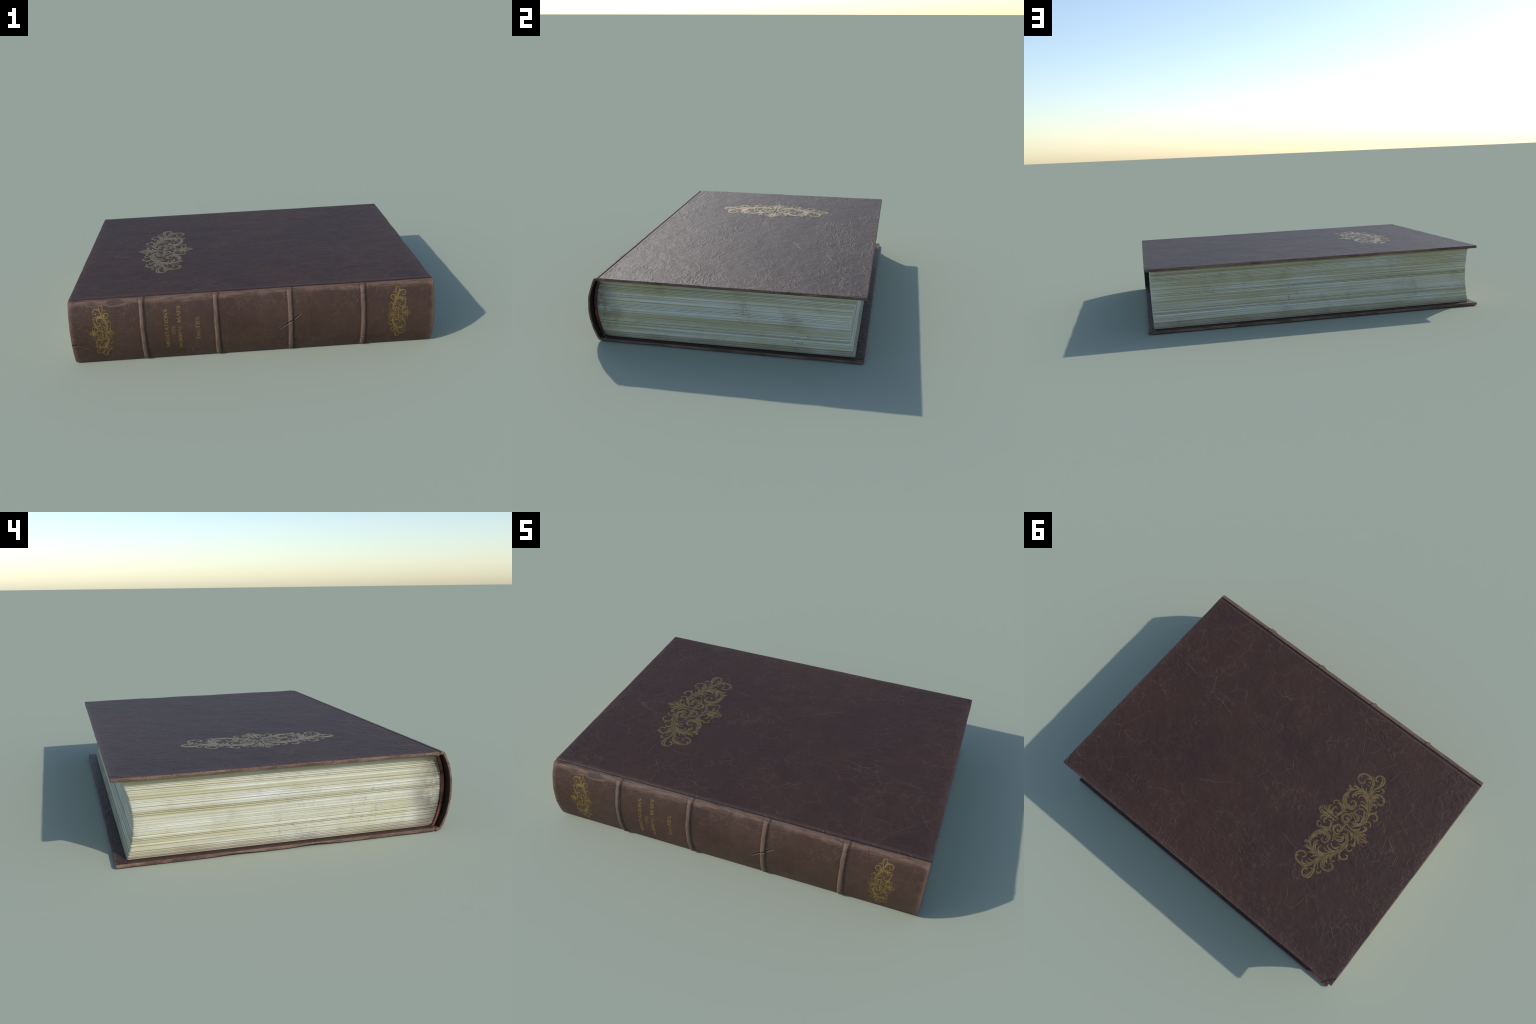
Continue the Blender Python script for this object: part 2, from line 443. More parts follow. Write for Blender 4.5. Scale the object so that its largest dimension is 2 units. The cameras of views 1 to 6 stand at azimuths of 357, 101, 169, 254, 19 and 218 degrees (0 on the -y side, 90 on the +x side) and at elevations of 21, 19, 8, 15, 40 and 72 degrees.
# ----------------------------------------------------------------- case: boards and spine as one skin
def case_profile():
    """Paired outer and inner outlines (y, z) with outward normals, upper fore edge round to the lower one."""
    n_board, n_joint, n_bow = 150, 26, 132
    outer, inner = [], []
    ys = [FORE_Y - 0.0002 - (FORE_Y + 0.655) * (i / n_board) for i in range(n_board)]
    ys = [FORE_Y, FORE_Y - 0.0008, FORE_Y - 0.002, FORE_Y - 0.004] + [y for y in ys if y < FORE_Y - 0.006]
    ys += [-0.655 - (SHOULDER_Y + 0.655) * -1 * (i / n_joint) for i in range(n_joint)]
    half = []
    for y in ys:
        e = FORE_Y - y
        crown = 0.0030 * (1 - math.sqrt(max(0.0, 1 - ((0.004 - e) / 0.004) ** 2))) if e < 0.004 else 0.0
        groove = 0.0052 * math.exp(-((y - JOINT_Y) / 0.0048) ** 2) - 0.0010 * math.exp(-((y - JOINT_Y - 0.013) / 0.007) ** 2)
        shoulder = 0.0012 * smooth(JOINT_Y, SHOULDER_Y, y) if y < JOINT_Y else 0.0
        lump = 0.0055 * math.exp(-((y + 0.667) / 0.007) ** 2)
        half.append((y, crown + groove + shoulder, BOARD + lump - 0.4 * groove))
    for y, drop, thick in half:
        outer.append((y, TOP - drop))
        inner.append((min(y, FORE_Y - 0.0004), TOP - thick))
    # the bow, from shoulder to shoulder
    for i in range(1, n_bow):
        t = i / n_bow
        zo = TOP - 0.0015 - (TOP - 0.003) * t
        s = (zo - MID) / (MID - 0.0015)
        yo = spine_y(zo)
        if abs(s) > 0.93:      # rounded shoulder
            q = (abs(s) - 0.93) / 0.07
            yo += 0.0055 * q ** 2.4
        zi = TOP - BOARD - (TOP - 2 * BOARD) * t
        si = (zi - MID) / (MID - BOARD)
        yi = -0.6900 - 0.0430 * (1 - abs(si) ** 2.3)
        outer.append((yo, zo))
        inner.append((yi, zi))
    for y, drop, thick in reversed(half):
        outer.append((y, drop))
        inner.append((min(y, FORE_Y - 0.0004), thick))
    return outer, inner


def x_stations():
    xs = set()
    n = 300
    for i in range(n + 1):
        xs.add(round(-0.99 + 1.98 * i / n, 5))
    for lo, hi, step in ((0.13, 0.27, 0.002), (-0.99, -0.955, 0.003)):
        v = lo
        while v < hi:
            xs.add(round(v, 5))
            v += step
    for d in (0.0, 0.0006, 0.0018, 0.0035, 0.0055):
        xs.add(round(HALF_X - d, 5))
        xs.add(round(-(HALF_X - d), 5))
    xs = sorted(xs)
    return [x for i, x in enumerate(xs) if i == 0 or x - xs[i - 1] > 0.0004]


def build_case(leather, spine_mat, root):
    outer, inner = case_profile()
    m = len(outer)
    ring = outer + inner[::-1]
    M = len(ring)
    # outward normals in the profile plane
    nrm = []
    for i in range(M):
        a, b = ring[i - 1], ring[(i + 1) % M]
        ty, tz = b[0] - a[0], b[1] - a[1]
        l = math.hypot(ty, tz) or 1
        nrm.append((-tz / l, ty / l))
    # orient: first outer point is on top, normal should look up
    if nrm[m // 4][1] < 0:
        nrm = [(-a, -b) for a, b in nrm]
    xs = x_stations()
    verts = []
    for x in xs:
        e = HALF_X - abs(x)
        inset = 0.0030 * (1 - math.sqrt(max(0.0, 1 - ((0.0055 - e) / 0.0055) ** 2))) if e < 0.0055 else 0.0
        sx = 1 if x > 0 else -1
        for i, (y, z) in enumerate(ring):
            ny, nz = nrm[i]
            yy, zz, xx = y - ny * inset, z - nz * inset, x
            is_outer = i < m
            # edges of the boards wander a little
            rim_f = smooth(0.03, 0.0, FORE_Y - y)
            rim_x = smooth(0.03, 0.0, e)
            if y > JOINT_Y:
                yy += rim_f * 0.0016 * n3(x * 7, 0.3 + (z > MID) * 9, 2.2)
                xx += sx * rim_x * 0.0016 * n3(y * 7, sx * 3.1 + (z > MID) * 5, 7.7)
            if is_outer and y > JOINT_Y + 0.01:
                if z > MID:
                    zz += cover_relief(x, y) * smooth(0.0, 0.02, FORE_Y - y)
                    # crushed rims
                    bruise = max(0.0, n3(y * 5.5, sx * 4, 1.3) - 0.12) * (0.005 if sx > 0 else 0.003) * smooth(0.016, 0.0, e)
                    bruise += max(0.0, n3(x * 5.0, 8.1, 0.7) - 0.22) * 0.004 * smooth(0.012, 0.0, FORE_Y - y)
                    zz -= bruise
                else:
                    bruise = max(0.0, n3(y * 4.5, sx * 7, 5.3) - 0.05) * 0.013 * smooth(0.016, 0.0, e)
                    if sx < 0:
                        bruise += 0.0085 * math.exp(-((y + 0.09) / 0.075) ** 2) * smooth(0.016, 0.0, e)
                    zz += bruise
            elif is_outer and y < SHOULDER_Y:
                s = smooth(0.0, 0.03, min(z, TOP - z))
                d = 0.0012 * n3(x * 6, z * 6, 3.3) + 0.0007 * n3(x * 19, z * 19, 8.3)
                d *= s
                d += cut_depth(x, z)
                d += 0.0035 * smooth(0.02, 0.0, e) * (n3(z * 14, sx * 5.0, 6.1) - 0.15)
                yy += ny * d
                zz += nz * d * s
            elif is_outer and z > MID:      # joint region on top
                zz += 0.0012 * n3(x * 8, y * 20, 9.1)
            verts.append((xx, yy, max(0.0, min(TOP + 0.0006, zz))))
    faces = []
    X = len(xs)
    for j in range(X - 1):
        for i in range(M):
            i2 = (i + 1) % M
            faces.append((j * M + i, j * M + i2, (j + 1) * M + i2, (j + 1) * M + i))
    for i in range(m - 1):                  # end faces, outer to inner
        k, k2 = M - 1 - i, M - 2 - i
        faces.append((i, k, k2, i + 1))
        o = (X - 1) * M
        faces.append((o + i, o + i + 1, o + k2, o + k))
    whole = mesh_object('case', verts, faces, leather)
    fix_normals(whole)
    me = whole.data
    me.set_sharp_from_angle(angle=math.radians(50))
    corner = np.empty(len(me.loops) * 3, dtype=np.float32)
    me.corner_normals.foreach_get('vector', corner)
    corner = corner.reshape(-1, 3)
    co = np.empty(len(me.vertices) * 3)
    me.vertices.foreach_get('co', co)
    co = co.reshape(-1, 3)
    region = {'front_cover': ([], []), 'spine': ([], []), 'back_cover': ([], [])}
    ring_y = np.array([p[0] for p in ring])
    for p in me.polygons:
        yc = np.mean([ring_y[v % M] for v in p.vertices])
        zc = np.mean([co[v][2] for v in p.vertices])
        key = 'spine' if yc < JOINT_Y else ('front_cover' if zc > MID else 'back_cover')
        region[key][0].append(list(p.vertices))
        region[key][1].extend(range(p.loop_start, p.loop_start + p.loop_total))
    parts = {}
    for key, (fs, loops) in region.items():
        used = sorted({v for f in fs for v in f})
        remap = {v: i for i, v in enumerate(used)}
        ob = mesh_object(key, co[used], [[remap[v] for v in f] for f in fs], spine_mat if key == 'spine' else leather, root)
        ob.data.normals_split_custom_set([tuple(n) for n in corner[loops]])
        parts[key] = ob
    bpy.data.objects.remove(whole)
    return parts


# ----------------------------------------------------------------- raised bands over the cords
def build_bands(mat, parent):
    for bi, bx in enumerate(BANDS):
        rows, cols = 150, 30
        verts, faces = [], []
        for r in range(rows + 1):
            z = 0.0025 + (TOP - 0.008) * r / rows
            ends = smooth(-0.002, 0.02, z) * smooth(TOP + 0.002, TOP - 0.028, z)
            wander = 0.0022 * n3(bi * 5.0, z * 9, 0.4) + 0.0013 * n3(bi * 3.0, z * 26, 5.4)
            fat = 1 + 0.16 * n3(bi * 7.0, z * 16, 2.4)
            high = 0.0100 * (0.9 + 0.22 * n3(bi * 2.0, z * 21, 9.4))
            if bi == 3:     # two nicks in the last band
                high *= 1 - 0.55 * math.exp(-((z - 0.325) / 0.005) ** 2) - 0.45 * math.exp(-((z - 0.068) / 0.004) ** 2)
            ny = 1.0
            for c in range(cols + 1):
                s = (c / cols - 0.5) * 2
                dx = s * 0.022 * fat
                h = high * math.exp(-(abs(dx - 0.001) / (0.0118 * fat)) ** 3.6) * (0.35 + 0.65 * ends)
                h += 0.0006 * n3((bx + dx) * 90, z * 90, 1.0) * (1 - abs(s))
                x = bx + dx + wander
                h += cut_depth(x, z) * 0.9
                base = spine_y(z)
                q = max(0.0, (abs((z - MID) / (MID - 0.0015)) - 0.93) / 0.07)
                base += 0.0055 * min(1, q) ** 2.4
                verts.append((x, base + 0.0012 - h, z))
        w = cols + 1
        for r in range(rows):
            for c in range(cols):
                a = r * w + c
                faces.append((a, a + 1, a + w + 1, a + w))
        # closed back, buried in the spine
        n = len(verts)
        verts += [(v[0], v[1] + 0.006, v[2]) for v in verts[:n]]
        faces += [(f[3] + n, f[2] + n, f[1] + n, f[0] + n) for f in list(faces)]
        border = [c for c in range(cols)] + [cols + r * w for r in range(rows)] + [rows * w + c for c in range(cols, 0, -1)] + [r * w for r in range(rows, 0, -1)]
        for i, a in enumerate(border):
            b = border[(i + 1) % len(border)]
            faces.append((a, a + n, b + n, b))
        ob = mesh_object('raised_band', verts, faces, mat, parent)
        fix_normals(ob)


# ----------------------------------------------------------------- page block
def lining_y(z, off=0.0):
    s = (z - MID) / (MID - 0.014)
    return -0.6855 - 0.0385 * (1 - min(1.0, abs(s)) ** 2.2) + off


def fore_y(z):
    s = (z - 0.178) / (MID - 0.014)
    return 0.6755 + 0.0385 * min(1.0, abs(s)) ** 2.0


PAGE_X = 0.9635
PAGE_LO, PAGE_HI = 0.0172, TOP - 0.0172


def page_outline(inset, zb, zc):
    """Rounded rectangle of the leaves at heights zb (for the curved sides)."""
    back, fore, hx = lining_y(zb, 0.012) + inset * 0.2, fore_y(zb) - inset, PAGE_X - inset
    r = 0.007
    pts = []
    nx, ny = 44, 34
    for i in range(nx):
        pts.append((-hx + r + (2 * hx - 2 * r) * i / nx, back))
    pts.append((hx - r, back))
    for i in range(1, ny + 1):
        pts.append((hx, back + r + (fore - back - 2 * r) * i / ny))
    pts += [(hx - r * 0.13, fore - r * 0.5), (hx - r * 0.5, fore - r * 0.13)]
    for i in range(nx + 1):
        pts.append((hx - r - (2 * hx - 2 * r) * i / nx, fore))
    pts += [(-hx + r * 0.5, fore - r * 0.13), (-hx + r * 0.13, fore - r * 0.5)]
    for i in range(ny):
        pts.append((-hx, fore - r - (fore - back - 2 * r) * i / ny))
    return pts


def page_wave(x, y, z):
    window = smooth(PAGE_LO, PAGE_LO + 0.04, z) * smooth(PAGE_HI, PAGE_HI - 0.04, z)
    return (0.0030 * n3(x * 1.3, y * 1.3, z * 5) + 0.0012 * n3(x * 5, y * 5, z * 14)) * window


def build_pages(paper, groove, parent_root):
    # a plain core fills the block; the gatherings carry the visible edges
    verts, faces = [], []
    lv = [PAGE_LO + (PAGE_HI - PAGE_LO) * i / 24 for i in range(25)]
    L = 0
    for z in lv:
        loop = page_outline(0.012, z, z)
        L = len(loop)
        verts += [(x, y, z + 0.0004 * (1 if z < MID else -1)) for x, y in loop]
    for j in range(len(lv) - 1):
        for i in range(L):
            faces.append((j * L + i, j * L + (i + 1) % L, (j + 1) * L + (i + 1) % L, (j + 1) * L + i))
    faces.append(tuple(range(L))[::-1])
    faces.append(tuple(range((len(lv) - 1) * L, len(lv) * L)))
    block = mesh_object('page_block', verts, faces, paper, parent_root, False)
    # gatherings of uneven thickness
    cuts = [0.0]
    while cuts[-1] < 1.0:
        cuts.append(cuts[-1] + rng.choice([0.018, 0.028, 0.042, 0.062], p=[0.22, 0.34, 0.28, 0.16]) * rng.uniform(0.85, 1.2))
    cuts = [c / cuts[-1] for c in cuts]
    total = PAGE_HI - PAGE_LO
    for g in range(len(cuts) - 1):
        z0, z1 = PAGE_LO + cuts[g] * total, PAGE_LO + cuts[g + 1] * total
        th = z1 - z0
        push = rng.uniform(-0.0008, 0.0010)
        strong = rng.random() < 0.5
        deep = rng.uniform(0.0024, 0.0038) if strong else rng.uniform(0.0010, 0.0020)
        # rounded edge: (height fraction, inset); sheets between are slightly uneven
        rows = [(0.004, deep + 0.006), (0.012, deep), (min(0.16, 0.0011 / th), 0.40 * deep), (min(0.26, 0.0028 / th), 0.10 * deep)]
        rows += [(f, rng.uniform(-0.0003, 0.0007)) for f in np.linspace(0.32, 0.74, max(3, int(th / 0.0016)))]
        rows += [(1 - min(0.22, 0.0026 / th), 0.08 * deep), (1 - min(0.12, 0.0009 / th), 0.34 * deep), (0.988, deep), (0.996, deep + 0.006)]
        verts, faces = [], []
        for f, ins in rows:
            z = z0 + f * th
            loop = page_outline(ins - push, z, z)
            L = len(loop)
            for x, y in loop:
                jit = 0.0006 * n3(x * 4 + g * 3.1, y * 4, f * 3)
                verts.append((x * (1 + jit), y + jit, z + page_wave(x, y, z)))
        R = len(rows)
        for j in range(R - 1):
            for i in range(L):
                faces.append((j * L + i, j * L + (i + 1) % L, (j + 1) * L + (i + 1) % L, (j + 1) * L + i))
        faces.append(tuple(range(L))[::-1])
        faces.append(tuple(range((R - 1) * L, R * L)))
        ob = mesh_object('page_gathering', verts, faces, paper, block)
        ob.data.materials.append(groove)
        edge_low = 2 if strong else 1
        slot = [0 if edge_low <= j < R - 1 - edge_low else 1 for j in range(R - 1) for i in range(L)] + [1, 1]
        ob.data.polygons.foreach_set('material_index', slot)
        ob.data.set_sharp_from_angle(angle=math.radians(60))
    return block


def build_lining(mat, root):
    """Red cloth glued over the folded backs of the gatherings."""
    nz, nx = 40, 80
    verts, faces = [], []
    sec = [(lining_y(z), z) for z in np.linspace(0.0150, TOP - 0.0150, nz)]
    sec += [(lining_y(z, 0.0135), z) for z in np.linspace(TOP - 0.0150, 0.0150, nz)]
    K = len(sec)
    for i in range(nx + 1):
        x = -0.9645 + 1.929 * i / nx
        for y, z in sec:
            verts.append((x, y + 0.001 * n3(x * 5, z * 8, 2), z))
    for i in range(nx):
        for j in range(K):
            faces.append((i * K + j, i * K + (j + 1) % K, (i + 1) * K + (j + 1) % K, (i + 1) * K + j))
    for o, rev in ((0, False), (nx * K, True)):
        for j in range(nz - 1):
            q = (o + j, o + j + 1, o + K - 2 - j, o + K - 1 - j)
            faces.append(q[::-1] if rev else q)
    ob = mesh_object('spine_lining', verts, faces, mat, root)
    fix_normals(ob)
    ob.data.set_sharp_from_angle(angle=math.radians(40))


# ----------------------------------------------------------------- gilding: tapered strokes pressed on a surface
def spline(pts, per=7):
    """Catmull-Rom through the control points."""
    P = [np.array(p, float) for p in pts]
    P = [2 * P[0] - P[1]] + P + [2 * P[-1] - P[-2]]
    out = []
    for i in range(1, len(P) - 2):
        for s in range(per):
            t = s / per
            a, b, c, d = P[i - 1:i + 3]
            out.append(0.5 * ((2 * b) + (c - a) * t + (2 * a - 5 * b + 4 * c - d) * t * t + (3 * b - a - 3 * c + d) * t ** 3))
    out.append(P[-2])
    return np.array(out)


class Gilding:
    """Collects strokes given in local (u, v) and lays them on a surface."""

    def __init__(self):
        self.strokes = []

    def add(self, pts, widths, smooth_path=True, split=True):
        if smooth_path:
            c = spline(pts)
            w = np.interp(np.linspace(0, 1, len(c)), np.linspace(0, 1, len(widths)), widths)
        else:
            c, w = np.array(pts, float), np.array(widths, float)
        self.strokes.append((c, w, split))

    def mesh(self, name, place, mat, parent, split_over=None, lift=0.0007, mirrors=(1,), widen=0.0):
        """Each stroke becomes one or more shallow roofed ribbons; broad ones are parted by engraved lines."""
        verts, faces = [], []
        order = 0
        for mir in mirrors:
            for c, w, can_split in self.strokes:
                order += 1
                c2 = c * np.array([1, mir])
                tan = np.gradient(c2, axis=0)
                tan /= np.maximum(1e-9, np.linalg.norm(tan, axis=1))[:, None]
                nor = np.stack([-tan[:, 1], tan[:, 0]], 1)
                lanes = 1
                if can_split and split_over:
                    lanes = max(1, min(3, int(w.max() / split_over) + 1))
                up = lift * (1 + 0.35 * ((order * 7) % 11) / 11)
                for l in range(lanes):
                    f0, f1 = -0.5 + l / lanes, -0.5 + (l + 1) / lanes
                    if lanes > 1:
                        gap = 0.10 / lanes
                        f0, f1 = f0 + (gap if l else 0), f1 - (gap if l < lanes - 1 else 0)
                    base = len(verts)
                    for p, nn, ww in zip(c2, nor, w):
                        for f, hgt in ((f0, -0.0012), (f0 + 0.05 * (f1 - f0), up), (f1 - 0.05 * (f1 - f0), up * 0.96), (f1, -0.0012)):
                            q = p + nn * (ww * 1.10 + widen) * f
                            verts.append(place(q[0], q[1], hgt))
                    n = len(c2)
                    for i in range(n - 1):
                        for j in range(4):
                            a, b = base + i * 4 + j, base + i * 4 + (j + 1) % 4
                            faces.append((a, b, b + 4, a + 4))
                    faces.append((base, base + 3, base + 2, base + 1))
                    e = base + (n - 1) * 4
                    faces.append((e, e + 1, e + 2, e + 3))
        ob = mesh_object(name, verts, faces, mat, parent, False)
        fix_normals(ob)
        ob['kind'] = 'stuff'
        return ob


ARABESQUE = Gilding()


def scroll(name, pts, widths):
    """One leaf or tendril of the upper half of the arabesque, in millimetres from its centre."""
    ARABESQUE.add(pts, widths)


scroll('main_stem', [(-36, 10), (-68, 56), (-78, 90), (-75, 126), (-57, 158), (-34, 189), (-11, 215), (12, 228), (41, 229), (67, 220), (86, 200)], [3.3, 13.4, 17.8, 15.6, 15.6, 16.7, 15.6, 13.4, 11.2, 8.9, 5.6])
scroll('great_scroll', [(70, 216), (87, 198), (96, 172), (97, 141), (85, 113), (64, 98), (42, 95), (23, 103), (14, 120), (19, 143), (35, 152), (46, 148), (50, 138), (43, 134)], [5.6, 6.7, 7.8, 10.0, 10.0, 10.0, 10.0, 10.7, 10.7, 8.9, 6.7, 6.2, 5.6, 2.2])
scroll('great_scroll_inner', [(92, 183), (93, 162), (90, 141), (78, 122), (58, 108), (36, 109), (27, 122), (29, 135)], [2.2, 8.9, 12.9, 11.6, 7.8, 6.7, 4.9, 1.8])
scroll('great_scroll_spur', [(93, 160), (80, 150), (71, 146)], [5.6, 4.0, 1.3])
scroll('great_scroll_barb', [(64, 109), (51, 112), (48, 122)], [6.7, 5.6, 1.3])
scroll('great_scroll_outline', [(101, 183), (107, 151), (101, 126), (89, 109), (68, 91), (52, 84), (42, 68)], [1.8, 2.7, 3.1, 3.1, 3.6, 3.6, 2.2])
scroll('top_scroll', [(-23, 206), (-4, 239), (5, 279), (18, 308), (41, 325), (71, 328), (95, 319), (108, 300), (104, 278), (89, 265), (70, 264), (60, 276), (64, 290), (75, 290)], [6.7, 10.0, 13.4, 13.8, 11.6, 9.4, 8.0, 7.6, 7.6, 8.0, 9.4, 8.5, 6.2, 2.7])
scroll('top_hook', [(3, 296), (17, 317), (32, 332), (34, 346)], [2.7, 4.9, 4.5, 1.8])
scroll('top_leaf_one', [(34, 315), (53, 315), (64, 302)], [6.2, 7.8, 1.3])
scroll('top_leaf_two', [(101, 313), (98, 301), (87, 296)], [4.5, 5.8, 1.3])
scroll('top_leaf_three', [(23, 294), (35, 300), (44, 294)], [4.0, 4.0, 1.1])
scroll('top_leaf_four', [(13, 273), (29, 280), (41, 275)], [4.0, 3.6, 1.1])
scroll('right_scroll', [(-14, 229), (-11, 256), (-13, 285), (-26, 307), (-33, 334), (-30, 359), (-13, 373), (9, 370), (22, 353), (20, 336), (8, 329), (2, 339)], [3.3, 5.8, 7.6, 8.9, 8.5, 7.6, 7.1, 7.1, 7.6, 7.6, 6.2, 2.2])
scroll('right_scroll_leaf', [(-22, 311), (-20, 338), (-15, 359), (-1, 367)], [1.8, 7.6, 8.0, 4.0])
scroll('right_scroll_thorn', [(-24, 306), (-14, 310), (-7, 317)], [5.8, 4.0, 1.1])
scroll('bud_stem', [(-34, 204), (-21, 235), (-20, 267), (-32, 284), (-42, 293)], [2.7, 4.9, 4.0, 3.6, 6.7])
scroll('bud_petal', [(-38, 306), (-53, 310), (-62, 301), (-59, 288)], [3.1, 9.4, 8.0, 2.2])
scroll('side_scroll', [(-46, 184), (-31, 213), (-31, 241), (-42, 263), (-62, 273), (-87, 268), (-100, 253), (-100, 233), (-86, 222), (-74, 225), (-78, 232)], [4.5, 7.6, 9.4, 10.3, 9.4, 8.5, 8.5, 8.9, 8.0, 5.4, 1.8])
scroll('side_scroll_leaf', [(-51, 191), (-42, 213), (-42, 237), (-52, 253), (-62, 256), (-68, 252)], [2.2, 8.5, 11.6, 8.9, 4.9, 1.3])
scroll('side_scroll_barb', [(-51, 218), (-53, 231), (-63, 233)], [5.8, 6.2, 1.3])
scroll('side_scroll_thorn', [(-90, 264), (-88, 252)], [5.8, 1.8])
scroll('small_scroll', [(-64, 155), (-57, 181), (-59, 201), (-71, 209), (-83, 203), (-84, 191)], [4.5, 8.5, 9.8, 8.0, 5.4, 1.8])
scroll('small_thorn', [(-68, 158), (-69, 172), (-76, 178)], [4.9, 4.0, 1.1])
scroll('flame_leaf', [(-80, 132), (-83, 152), (-97, 167), (-101, 187)], [3.6, 8.5, 12.5, 1.3])
scroll('flame_curl', [(-88, 153), (-103, 164), (-120, 159), (-130, 144), (-127, 131), (-117, 128), (-111, 134)], [4.5, 8.9, 8.9, 7.1, 6.2, 4.5, 1.6])
scroll('lower_curl', [(-76, 50), (-82, 76), (-94, 99), (-109, 105), (-120, 96), (-124, 85), (-119, 80)], [2.9, 5.3, 6.5, 5.7, 5.7, 4.9, 1.4])
scroll('lower_curl_thorn', [(-82, 68), (-89, 82), (-99, 82)], [3.7, 2.9, 1.0])
scroll('great_leaf', [(-18, 206), (5, 220), (31, 222), (52, 208), (62, 188), (63, 169), (54, 162)], [4.9, 12.5, 16.1, 17.4, 15.6, 10.3, 1.6])
scroll('great_leaf_barb', [(54, 195), (49, 184), (43, 181)], [8.9, 5.4, 1.3])
scroll('inner_leaf_one', [(-25, 191), (1, 208), (22, 207), (32, 195), (27, 176)], [4.5, 8.5, 8.5, 6.2, 1.6])
scroll('inner_leaf_two', [(-46, 167), (-28, 175), (-10, 180), (2, 176), (7, 166)], [3.6, 5.4, 5.8, 5.8, 1.6])
scroll('inner_leaf_three', [(-57, 149), (-38, 160), (-21, 162), (-5, 157), (1, 144)], [3.6, 7.6, 8.9, 7.1, 1.6])
scroll('inner_leaf_four', [(-60, 131), (-43, 140), (-25, 141), (-14, 133), (-8, 122)], [2.7, 4.9, 5.8, 4.5, 1.3])
scroll('inner_leaf_five', [(-72, 79), (-60, 113), (-47, 132), (-34, 145)], [4.0, 8.0, 7.1, 1.8])
scroll('inner_leaf_six', [(-68, 73), (-60, 95), (-48, 105), (-38, 102)], [2.7, 4.5, 3.6, 1.3])
scroll('crown_leaf_one', [(-15, 209), (7, 233), (25, 248), (31, 262)], [3.1, 7.1, 6.2, 1.6])
scroll('crown_leaf_two', [(-1, 218), (27, 234), (48, 242), (66, 255)], [3.6, 8.9, 7.1, 1.6])
scroll('crown_leaf_three', [(44, 233), (68, 230), (85, 236)], [4.0, 7.6, 1.6])
scroll('crown_leaf_four', [(62, 227), (84, 227), (95, 221)], [3.1, 7.6, 5.8])
scroll('crown_leaf_five', [(73, 209), (97, 204), (114, 208), (112, 218)], [5.4, 11.6, 9.4, 1.8])
scroll('crown_leaf_six', [(85, 199), (103, 190), (115, 174)], [6.2, 6.2, 1.3])
scroll('crown_dot', [(90, 231), (104, 241)], [3.6, 2.2])
scroll('neck_scroll', [(79, 74), (93, 89), (103, 95), (119, 93), (128, 81), (125, 69), (115, 69)], [1.6, 3.3, 5.7, 6.1, 6.1, 5.3, 1.6])
scroll('neck_leaf', [(62, 66), (75, 79), (92, 87), (108, 79)], [2.9, 10.6, 10.2, 1.6])
scroll('neck_band', [(92, 111), (73, 89), (58, 69), (55, 50), (63, 34), (77, 28), (89, 32)], [2.4, 4.9, 8.2, 11.8, 11.0, 7.3, 1.6])
scroll('neck_line', [(71, 90), (52, 80), (43, 67)], [3.7, 5.3, 2.4])
scroll('tip_vein_centre', [(72, 9), (107, 11), (140, 8), (173, 1)], [4.5, 4.5, 3.7, 2.4])
scroll('tip_vein_right', [(91, 10), (120, 5), (138, 15), (144, 30)], [2.9, 5.7, 5.3, 2.0])
scroll('tip_edge', [(173, 2), (162, 15), (148, 14), (151, 3)], [2.0, 4.5, 3.7, 1.2])
scroll('tip_edge_outer', [(155, 20), (147, 29)], [3.3, 2.0])
scroll('tip_leaf', [(81, 5), (107, 11), (125, 23), (131, 42), (119, 54)], [5.3, 13.5, 12.6, 9.4, 1.6])
scroll('tip_curl', [(80, 8), (100, 21), (106, 42), (99, 56), (85, 52)], [6.9, 11.0, 10.2, 7.8, 1.6])
scroll('heart_scroll_outer', [(11, 8), (30, 20), (40, 38), (34, 58), (13, 68), (-6, 65), (-11, 51)], [2.9, 5.3, 5.7, 7.3, 10.2, 10.6, 2.0])
scroll('heart_scroll', [(9, 13), (-4, 26), (-5, 42), (6, 48), (15, 41), (7, 38)], [12.2, 15.9, 12.2, 9.0, 4.9, 2.0])
scroll('heart_scroll_inner', [(13, 20), (29, 31), (33, 47), (24, 60)], [3.3, 6.1, 5.7, 2.4])
scroll('heart_leaf', [(18, 80), (-6, 93), (-32, 91), (-44, 79), (-42, 61), (-30, 48)], [2.4, 8.2, 14.3, 15.1, 10.6, 1.6])
scroll('heart_leaf_vein', [(15, 77), (-6, 79), (-25, 71), (-37, 60)], [2.0, 3.7, 4.5, 3.3])
scroll('heart_leaf_barb', [(3, 98), (-5, 109), (-2, 118)], [3.7, 5.7, 1.4])
scroll('root_leaf', [(-82, 68), (-61, 53), (-43, 40), (-23, 44)], [4.1, 11.0, 11.4, 1.6])
scroll('root_leaf_thorn', [(-60, 58), (-45, 51)], [4.1, 1.2])
scroll('base_leaf', [(-36, 6), (-60, 14), (-80, 27), (-85, 39), (-83, 48)], [2.9, 6.1, 8.2, 5.3, 1.6])
scroll('base_petal', [(-39, 6), (-68, 14), (-94, 22), (-113, 43), (-117, 61), (-106, 67), (-95, 61)], [2.9, 5.3, 6.5, 7.3, 7.8, 6.1, 1.6])
scroll('base_petal_vein', [(-106, 33), (-110, 50), (-105, 61)], [2.0, 4.5, 1.6])
scroll('base_leaf_low', [(-42, 5), (-77, 9), (-105, 15), (-126, 30), (-142, 32)], [2.9, 6.1, 9.0, 9.0, 1.2])
scroll('base_tip_vein', [(-98, 7), (-123, 14), (-147, 22)], [2.9, 4.9, 2.0])
scroll('base_tip_line', [(-39, 6), (-88, 4), (-131, 3), (-168, 2)], [1.5, 2.4, 3.0, 2.4])
scroll('base_tip_edge', [(-133, 17), (-145, 11), (-163, 8)], [2.4, 2.9, 2.0])
